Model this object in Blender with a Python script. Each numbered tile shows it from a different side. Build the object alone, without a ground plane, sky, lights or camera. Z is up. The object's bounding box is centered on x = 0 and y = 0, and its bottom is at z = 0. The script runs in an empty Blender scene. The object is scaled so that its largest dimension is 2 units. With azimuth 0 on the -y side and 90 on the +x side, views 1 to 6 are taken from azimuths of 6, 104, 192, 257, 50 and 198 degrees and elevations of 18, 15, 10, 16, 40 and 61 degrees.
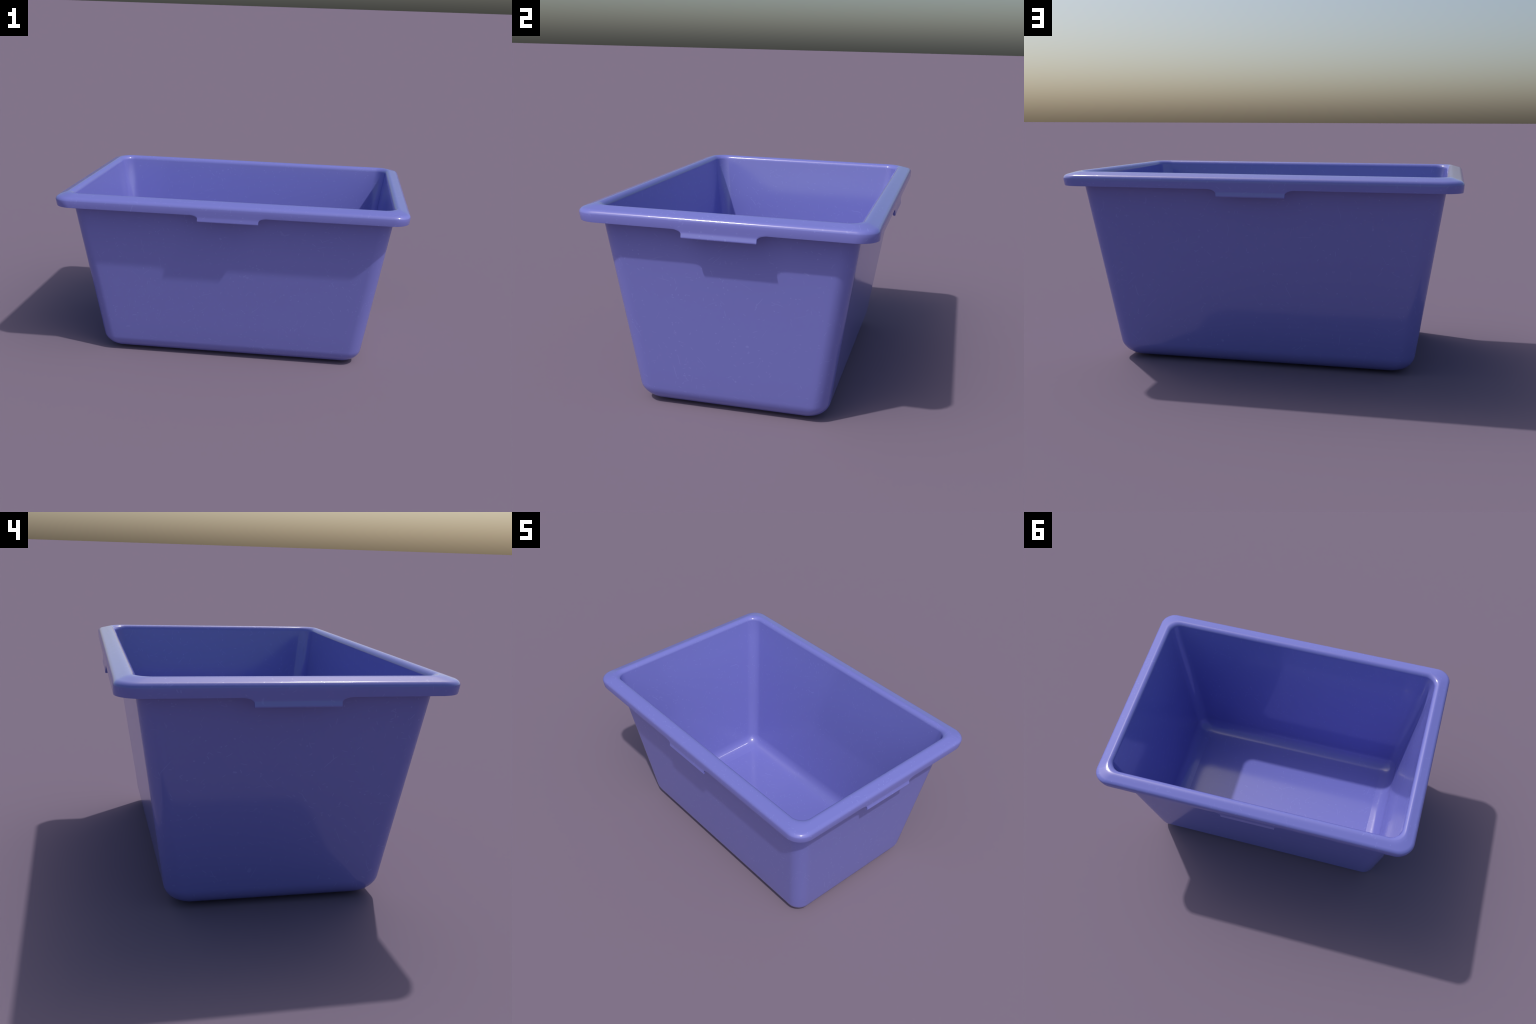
"""Open blue plastic storage tub: drafted rectangular bucket with a rolled rim,
a hanging skirt and a flared grip tab in the middle of each side."""
import bpy, math
import numpy as np
from mathutils import Vector

# ---------------------------------------------------------------- dimensions
RIM_X, RIM_Y = 0.9995, 0.6828          # outside of the rim skirt
RIM_R = 0.092                          # plan radius of the rim corners
TOP_Z = 1.0132                         # crest of the rim, at its inner side
EDGE_Z, EDGE_W = 1.0008, 0.022         # outer end of the sloping rim top
SHOULDER_Z = 0.9770                    # where the skirt turns into the round
SKIRT_Z = 0.9427                       # lower edge of the skirt
DRAFT_X, DRAFT_Y = 0.080, 0.044        # inward slope of the skirt, short and long sides
SKIRT_R_GROW = 0.012                   # the corners get rounder towards the skirt's edge
SKIRT_T = 0.013                        # plastic thickness of the skirt
TAB_Z, TAB_HALF = 0.9050, 0.1700       # grip tabs
TAB_FILLET_X, TAB_FILLET_Z = 0.049, 0.0225
TAB_KINK_Z = 0.9310                    # tab flares outward below this
FLARE_X, FLARE_Y = 0.0055, 0.0030
BASE_X, BASE_Y = 0.7785, 0.4640        # outside walls extrapolated to z = 0
WALL_Z = 0.85
WALL_X, WALL_Y = 0.9050, 0.5850        # outside walls at WALL_Z
WALL_R = 0.080
WALL_T = 0.0155
FLOOR_Z = 0.0115
BORDER_X, BORDER_W = 0.674, 0.029      # sloping border of the base at the short sides
FOOT_W = 0.036
BORDER_TILT, FOOT_TILT = math.radians(9.0), math.radians(11.0)   # inside, underside
LIP_R = 0.028

SX, SY = (WALL_X - BASE_X) / WALL_Z, (WALL_Y - BASE_Y) / WALL_Z


def wall(z, t=0.0):
    return BASE_X + SX * z - t, BASE_Y + SY * z - t


# ------------------------------------------------------------ plan positions
N_ARC = 14


def tab_columns():
    """positions along a side, from the middle outwards, that the tab needs"""
    xs = list(np.linspace(0, TAB_HALF, 9))
    phi = np.linspace(0, math.pi / 2, 13)
    xs += list(TAB_HALF + 0.0003 + TAB_FILLET_X * (1 - np.cos(phi)))
    return xs


TAB = tab_columns()
TAB_END = TAB[-1]
FREE = np.linspace(0, 1, 11)[1:]       # from the tab's end to the corner


def skirt_edge(u):
    a = abs(u)
    if a <= TAB_HALF + 1e-6:
        return TAB_Z
    c = (TAB_END - a) / TAB_FILLET_X
    if c <= 0:
        return SKIRT_Z
    zc = SKIRT_Z - TAB_FILLET_Z
    return zc + TAB_FILLET_Z * math.sqrt(max(0.0, 1 - min(1.0, c) ** 2))


def ring(hx, hy, r):
    """closed rounded rectangle: (points, outward normals, distance from side middle)"""
    r = max(r, 1e-4)
    pts, nor, us = [], [], []

    def side(half, put, n):
        span = half - r
        pos = TAB + [TAB_END + (span - TAB_END) * f for f in FREE]
        u = [-p for p in reversed(pos)] + pos[1:]
        for w in u:
            pts.append(put(w)); nor.append(n); us.append(w)

    def arc(cx, cy, a0):
        for i in range(1, N_ARC):
            a = a0 + math.pi / 2 * i / N_ARC
            pts.append((cx + r * math.cos(a), cy + r * math.sin(a)))
            nor.append((math.cos(a), math.sin(a))); us.append(9.0)

    side(hy, lambda w: (hx, w), (1, 0));   arc(hx - r, hy - r, 0)
    side(hx, lambda w: (-w, hy), (0, 1));  arc(-hx + r, hy - r, math.pi / 2)
    side(hy, lambda w: (-hx, -w), (-1, 0)); arc(-hx + r, -hy + r, math.pi)
    side(hx, lambda w: (w, -hy), (0, -1)); arc(hx - r, -hy + r, 1.5 * math.pi)
    return np.array(pts), np.array(nor), np.array(us)


# ------------------------------------------------------------------- profile
rows = []          # (vertices of the row, part of the faces above the row)


def add(hx, hy, r, z, part):
    p, _, _ = ring(hx, hy, r)
    rows.append((np.column_stack([p, np.full(len(p), z)]), part))


def foot(t, z0):
    """flat base -> gently rising border -> fillet tangent to the wall: list of (inset, z)"""
    tilt, k = (BORDER_TILT if t else FOOT_TILT), SX
    wx = wall(z0, t)[0]
    width = BORDER_W if t else FOOT_W
    rise = width * math.tan(tilt)
    inner, outer = wx - BORDER_X, wx - BORDER_X - width
    end = math.pi / 2 - math.atan(k)
    hor, ver = math.sin(end) - math.sin(tilt), math.cos(tilt) - math.cos(end)
    # insets are measured from the wall plane at the base's own height
    r = (outer + k * rise) / (hor - k * ver)
    out = [(inner, 0.0), (inner * 0.5 + outer * 0.5, rise * 0.5)]
    for i in range(15):
        a = tilt + (end - tilt) * i / 14
        out.append((outer - r * (math.sin(a) - math.sin(tilt)), rise + r * (math.cos(tilt) - math.cos(a))))
    return [(d, z0 + z) for d, z in out]


def foot_row(d, z, t, z0, top, part):
    """inside, the long sides have no border: there the fillet runs straight into the flat base"""
    x, y = wall(z0, t)
    end = math.pi / 2 - math.atan(SY)
    ry = (top - z0) / (1 - math.cos(end))
    a = math.acos(max(-1.0, 1 - (z - z0) / ry))
    dy = ry * (math.sin(end) - math.sin(a)) - SY * (top - z0)
    if not t:
        dy = d
    r = (WALL_R - 0.9 * t) - 0.30 * max(d, 0)
    add(x - d, y - dy, max(r, 0.02), z, part)


OUT_FOOT = foot(0.0, 0.0)
FOOT_TOP = OUT_FOOT[-1][1]
for i, (d, z) in enumerate(OUT_FOOT):
    foot_row(d, z, 0.0, 0.0, FOOT_TOP, "base" if i < len(OUT_FOOT) - 1 else "side_wall")
for z in np.linspace(FOOT_TOP, 0.975, 8)[1:]:
    x, y = wall(z)
    add(x, y, WALL_R, z, "side_wall")
# underside of the rim and inside of the skirt
x, y = wall(0.985)
add(x + 0.012, y + 0.012, WALL_R, 0.985, "rim")
under = SKIRT_T
add(RIM_X - under - 0.010, RIM_Y - under - 0.010, RIM_R - under, 0.985, "rim")
add(RIM_X - under, RIM_Y - under, RIM_R - under, 0.978, "rim")


def skirt_row(level, inner, part):
    """row of the skirt: level 0 = at the skirt edge, 1 = at the tab's edge"""
    hx, hy = RIM_X, RIM_Y
    p, n, u = ring(hx, hy, RIM_R + SKIRT_R_GROW * min(1.0, (SHOULDER_Z - SKIRT_Z - (TAB_Z - SKIRT_Z) * level) / (SHOULDER_Z - SKIRT_Z)))
    out = np.zeros((len(p), 3))
    for k in range(len(p)):
        edge = skirt_edge(u[k])
        z = SKIRT_Z + (TAB_Z - SKIRT_Z) * level
        z = max(z, edge)
        # offset of the outer face: draft, then flare below the kink
        rate = DRAFT_X * n[k][0] ** 2 + DRAFT_Y * n[k][1] ** 2
        flare = FLARE_X * n[k][0] ** 2 + FLARE_Y * n[k][1] ** 2
        if z >= TAB_KINK_Z:
            off = -rate * (SHOULDER_Z - z)
        else:
            t = (TAB_KINK_Z - z) / (TAB_KINK_Z - TAB_Z)
            off = -rate * (SHOULDER_Z - TAB_KINK_Z) + flare * t
        hang = min(1.0, (SKIRT_Z - edge) / (SKIRT_Z - TAB_Z))
        lip, lip_h = 0.0008 + 0.0018 * hang, 0.003 + 0.002 * hang
        tip = min(1.0, max(0.0, (z - edge) / lip_h))   # rounded lower lip
        off -= lip * (1 - tip) ** 2
        if inner:
            off -= SKIRT_T - 2 * lip * (1 - tip) ** 2
        out[k, :2] = p[k] + n[k] * off
        out[k, 2] = z
    rows.append((out, part))


LEVELS = [-0.60, -0.12, 0.0, 0.15, 0.25, 0.37, 0.55, 0.70, 0.80, 0.88, 0.95, 1.0]
for l in LEVELS:
    skirt_row(l, True, "grip" if l >= 0 else "rim")
for l in reversed(LEVELS):
    skirt_row(l, False, "grip" if l > 0 else "rim")
# outer round of the rim, flat top, inner lip
SLOPE = (TOP_Z - EDGE_Z) / 0.041       # fall of the rim's top towards its edge
A_END = math.atan((EDGE_Z - SHOULDER_Z) / (EDGE_W * SLOPE))
for i in range(1, 11):
    a = A_END * i / 10
    o = EDGE_W * (1 - math.cos(a)) / (1 - math.cos(A_END))
    add(RIM_X - o, RIM_Y - o, RIM_R - 0.5 * o, SHOULDER_Z + (EDGE_Z - SHOULDER_Z) * math.sin(a) / math.sin(A_END), "rim")
slope = math.atan((SX + SY) / 2)
zc = TOP_Z - LIP_R
ix, iy = wall(zc, WALL_T)
crest = ix + LIP_R
for f in (0.25, 0.5, 0.75):            # sloping top
    o = EDGE_W + (RIM_X - EDGE_W - crest) * f
    add(RIM_X - o, RIM_Y - o, RIM_R - 0.5 * EDGE_W - 0.25 * (o - EDGE_W),
        EDGE_Z + (TOP_Z - EDGE_Z) * f, "rim")
for i in range(0, 11):
    a = math.pi / 2 * i / 10
    o = LIP_R * (1 - math.sin(a))
    z = zc + LIP_R * math.cos(a)
    add(ix + o, iy + o, WALL_R - 0.9 * WALL_T * i / 10, z, "rim" if i < 10 else "side_wall")
# inside wall, fillet, floor
IN_FOOT = foot(WALL_T, FLOOR_Z)[::-1]
for z in np.linspace(zc, IN_FOOT[0][1], 8)[1:-1]:
    x, y = wall(z, WALL_T)
    add(x, y, WALL_R - 0.9 * WALL_T, z, "side_wall")
for d, z in IN_FOOT:
    foot_row(d, z, WALL_T, FLOOR_Z, IN_FOOT[0][1], "base")

# ---------------------------------------------------------------- whole mesh
n = len(rows[0][0])
verts = np.concatenate([r[0] for r in rows])
U = ring(1.0, 1.0, 0.1)[2]
faces, kinds = [], []
for j in range(len(rows) - 1):
    for k in range(n):
        k2 = (k + 1) % n
        faces.append((j * n + k, j * n + k2, (j + 1) * n + k2, (j + 1) * n + k))
        kinds.append(rows[j][1])


def cap(j, flip):
    """fill a row with concentric rings down to a centre point"""
    global verts
    base = rows[j][0]
    ids = [j * n + k for k in range(n)]
    for f in (0.8, 0.5, 0.2):
        new = base.copy(); new[:, :2] *= f
        start = len(verts); verts = np.vstack([verts, new])
        nid = [start + k for k in range(n)]
        for k in range(n):
            k2 = (k + 1) % n
            q = (ids[k], ids[k2], nid[k2], nid[k])
            faces.append(q[::-1] if flip else q); kinds.append("base")
        ids = nid
    c = len(verts); verts = np.vstack([verts, [[0, 0, base[0, 2]]]])
    for k in range(n):
        q = (ids[k], ids[(k + 1) % n], c)
        faces.append(q[::-1] if flip else q); kinds.append("base")


cap(0, True)
cap(len(rows) - 1, False)

# weld collapsed vertices (the rows of the tab meet in the skirt edge)
key, remap, keep = {}, [], []
for i, v in enumerate(verts):
    h = tuple(np.round(v, 6))
    if h not in key:
        key[h] = len(keep); keep.append(v)
    remap.append(key[h])
clean, ckinds = [], []
seen = set()
for f, kd in zip(faces, kinds):
    g = []
    for i in f:
        m = remap[i]
        if m not in g:
            g.append(m)
    s = frozenset(g)
    if len(g) >= 3 and s not in seen:
        seen.add(s); clean.append(tuple(g)); ckinds.append(kd)
keep = np.array(keep)


# ------------------------------------------------------------------ material
def plastic():
    m = bpy.data.materials.new("blue_plastic")
    m.use_nodes = True
    nt = m.node_tree; N = nt.nodes; L = nt.links
    bsdf = N["Principled BSDF"]
    tc = N.new("ShaderNodeTexCoord")

    def math_(op, a, b=None, c=None, clamp=False):
        nd = N.new("ShaderNodeMath"); nd.operation = op; nd.use_clamp = clamp
        for s, v in zip(nd.inputs, (a, b, c)):
            if v is None:
                continue
            if isinstance(v, (int, float)):
                s.default_value = v
            else:
                L.new(v, s)
        return nd.outputs[0]

    def vec(op, a, b=None):
        nd = N.new("ShaderNodeVectorMath"); nd.operation = op
        for s, v in zip(nd.inputs, (a, b)):
            if v is None:
                continue
            if isinstance(v, tuple):
                s.default_value = v
            else:
                L.new(v, s)
        return nd.outputs["Value"] if op in ("DOT_PRODUCT", "LENGTH", "DISTANCE") else nd.outputs["Vector"]

    def smooth(v, lo, hi, a=1.0, b=0.0):
        nd = N.new("ShaderNodeMapRange"); nd.interpolation_type = "SMOOTHSTEP"
        L.new(v, nd.inputs["Value"])
        for nme, x in zip(("From Min", "From Max", "To Min", "To Max"), (lo, hi, a, b)):
            nd.inputs[nme].default_value = x
        return nd.outputs[0]

    # slightly wobbled coordinates so that scratches bend
    wob = N.new("ShaderNodeTexNoise"); wob.inputs["Scale"].default_value = 14
    L.new(tc.outputs["Object"], wob.inputs["Vector"])
    w = vec("SUBTRACT", wob.outputs["Color"], (0.5, 0.5, 0.5))
    sc = N.new("ShaderNodeVectorMath"); sc.operation = "SCALE"; sc.inputs["Scale"].default_value = 0.02
    L.new(w, sc.inputs[0])
    pos = vec("ADD", tc.outputs["Object"], sc.outputs["Vector"])

    def scratches(scale, width, radius, share, shift):
        """randomly tilted thin discs in space; where they cut the surface they leave a line"""
        p = vec("ADD", pos, shift)
        vo = N.new("ShaderNodeTexVoronoi"); vo.inputs["Scale"].default_value = scale
        L.new(p, vo.inputs["Vector"])
        d = vec("SUBTRACT", p, vo.outputs["Position"])
        nrm = vec("NORMALIZE", vec("SUBTRACT", vo.outputs["Color"], (0.5, 0.5, 0.5)))
        off = math_("ABSOLUTE", vec("DOT_PRODUCT", d, nrm))
        wn = N.new("ShaderNodeTexWhiteNoise"); L.new(vo.outputs["Position"], wn.inputs["Vector"])
        line = smooth(off, width * 0.35, width)
        inside = smooth(vec("LENGTH", d), radius * 0.6, radius)
        on = math_("LESS_THAN", wn.outputs["Value"], share)
        fade = math_("MULTIPLY", on, wn.outputs["Color"])
        return math_("MULTIPLY", math_("MULTIPLY", line, inside), math_("ADD", math_("MULTIPLY", fade, 0.5), math_("MULTIPLY", on, 0.5)))

    def dots(scale, radius, share, shift):
        p = vec("ADD", pos, shift)
        vo = N.new("ShaderNodeTexVoronoi"); vo.inputs["Scale"].default_value = scale
        L.new(p, vo.inputs["Vector"])
        d = vec("DISTANCE", p, vo.outputs["Position"])
        wn = N.new("ShaderNodeTexWhiteNoise"); L.new(vo.outputs["Position"], wn.inputs["Vector"])
        return math_("MULTIPLY", smooth(d, radius * 0.4, radius), math_("LESS_THAN", wn.outputs["Value"], share))

    s1 = scratches(9, 0.0014, 0.040, 0.75, (0.3, 1.7, 4.1))
    s2 = scratches(20, 0.0016, 0.016, 0.7, (2.9, 0.2, 1.3))
    s3 = scratches(32, 0.0022, 0.009, 0.6, (5.1, 3.3, 0.7))
    d1 = dots(30, 0.0045, 0.8, (0.9, 7.7, 2.1))
    marks = math_("MAXIMUM", math_("MAXIMUM", s1, s2), math_("MAXIMUM", s3, d1))
    # marks come in patches
    cl = N.new("ShaderNodeTexNoise"); cl.inputs["Scale"].default_value = 5.5
    cl.inputs["Detail"].default_value = 3
    L.new(tc.outputs["Object"], cl.inputs["Vector"])
    patch = smooth(cl.outputs["Fac"], 0.36, 0.66, 0.35, 1.0)
    marks = math_("MULTIPLY", marks, patch)

    mix = N.new("ShaderNodeMix"); mix.data_type = "RGBA"
    mix.inputs["A"].default_value = BLUE + (1,)
    mix.inputs["B"].default_value = MARK + (1,)
    L.new(math_("MULTIPLY", marks, 0.55), mix.inputs["Factor"])
    L.new(mix.outputs["Result"], bsdf.inputs["Base Color"])
    L.new(math_("ADD", ROUGH, math_("MULTIPLY", marks, 0.12)), bsdf.inputs["Roughness"])
    bsdf.inputs["IOR"].default_value = 1.68
    return m


BLUE = (0.186, 0.195, 0.572)
MARK = (0.27, 0.30, 0.70)
ROUGH = 0.11
mat = plastic()

# --------------------------------------------- normals of the unbroken surface
whole = bpy.data.meshes.new("whole")
whole.from_pydata(keep.tolist(), [], clean)
whole.validate(); whole.update()
whole.polygons.foreach_set("use_smooth", [True] * len(whole.polygons))
whole.set_sharp_from_angle(angle=math.radians(38))
# the flat middle of the base meets its border in a crisp line
rims = {frozenset((remap[j * n + k], remap[j * n + (k + 1) % n])) for j in (0, len(rows) - 1) for k in range(n)}
for e in whole.edges:
    a, b = (whole.vertices[i].co for i in e.vertices)
    if frozenset(e.vertices) in rims and abs(a.x - b.x) < 0.3 * abs(a.y - b.y):
        e.use_edge_sharp = True
whole.update()
corner = [Vector(c.vector) for c in whole.corner_normals]
assert len(whole.polygons) == len(clean)

tub = bpy.data.objects.new("storage_tub", None)
tub.empty_display_size = 0.3
bpy.context.collection.objects.link(tub)
tub["label"] = "open blue plastic tub, rectangular, tapered walls and rolled rim"
tub["category"] = "storage tub"


def part(name, select):
    polys = [p for p in whole.polygons if select(p, ckinds[p.index])]
    ids, vs, fs, ns = {}, [], [], []
    for p in polys:
        f = []
        for li in p.loop_indices:
            vi = whole.loops[li].vertex_index
            if vi not in ids:
                ids[vi] = len(vs); vs.append(whole.vertices[vi].co[:])
            f.append(ids[vi]); ns.append(corner[li])
        fs.append(f)
    me = bpy.data.meshes.new(name)
    me.from_pydata(vs, [], fs)
    me.polygons.foreach_set("use_smooth", [True] * len(fs))
    me.normals_split_custom_set(ns)
    me.materials.append(mat)
    ob = bpy.data.objects.new(name, me)
    ob.parent = tub
    bpy.context.collection.objects.link(ob)
    return ob


part("base", lambda p, k: k == "base")
part("side_wall", lambda p, k: k == "side_wall")


def near(p, sx, sy):
    c = p.center
    if sx:
        return c.x * sx > 0.9 and abs(c.y) < TAB_END + 1e-3
    return c.y * sy > 0.6 and abs(c.x) < TAB_END + 1e-3


SIDES = [(1, 0), (-1, 0), (0, 1), (0, -1)]
part("rim", lambda p, k: k == "rim" or (k == "grip" and not any(near(p, *s) for s in SIDES)))
for s in SIDES:
    part("grip_tab", lambda p, k, s=s: k == "grip" and near(p, *s))
bpy.data.meshes.remove(whole)
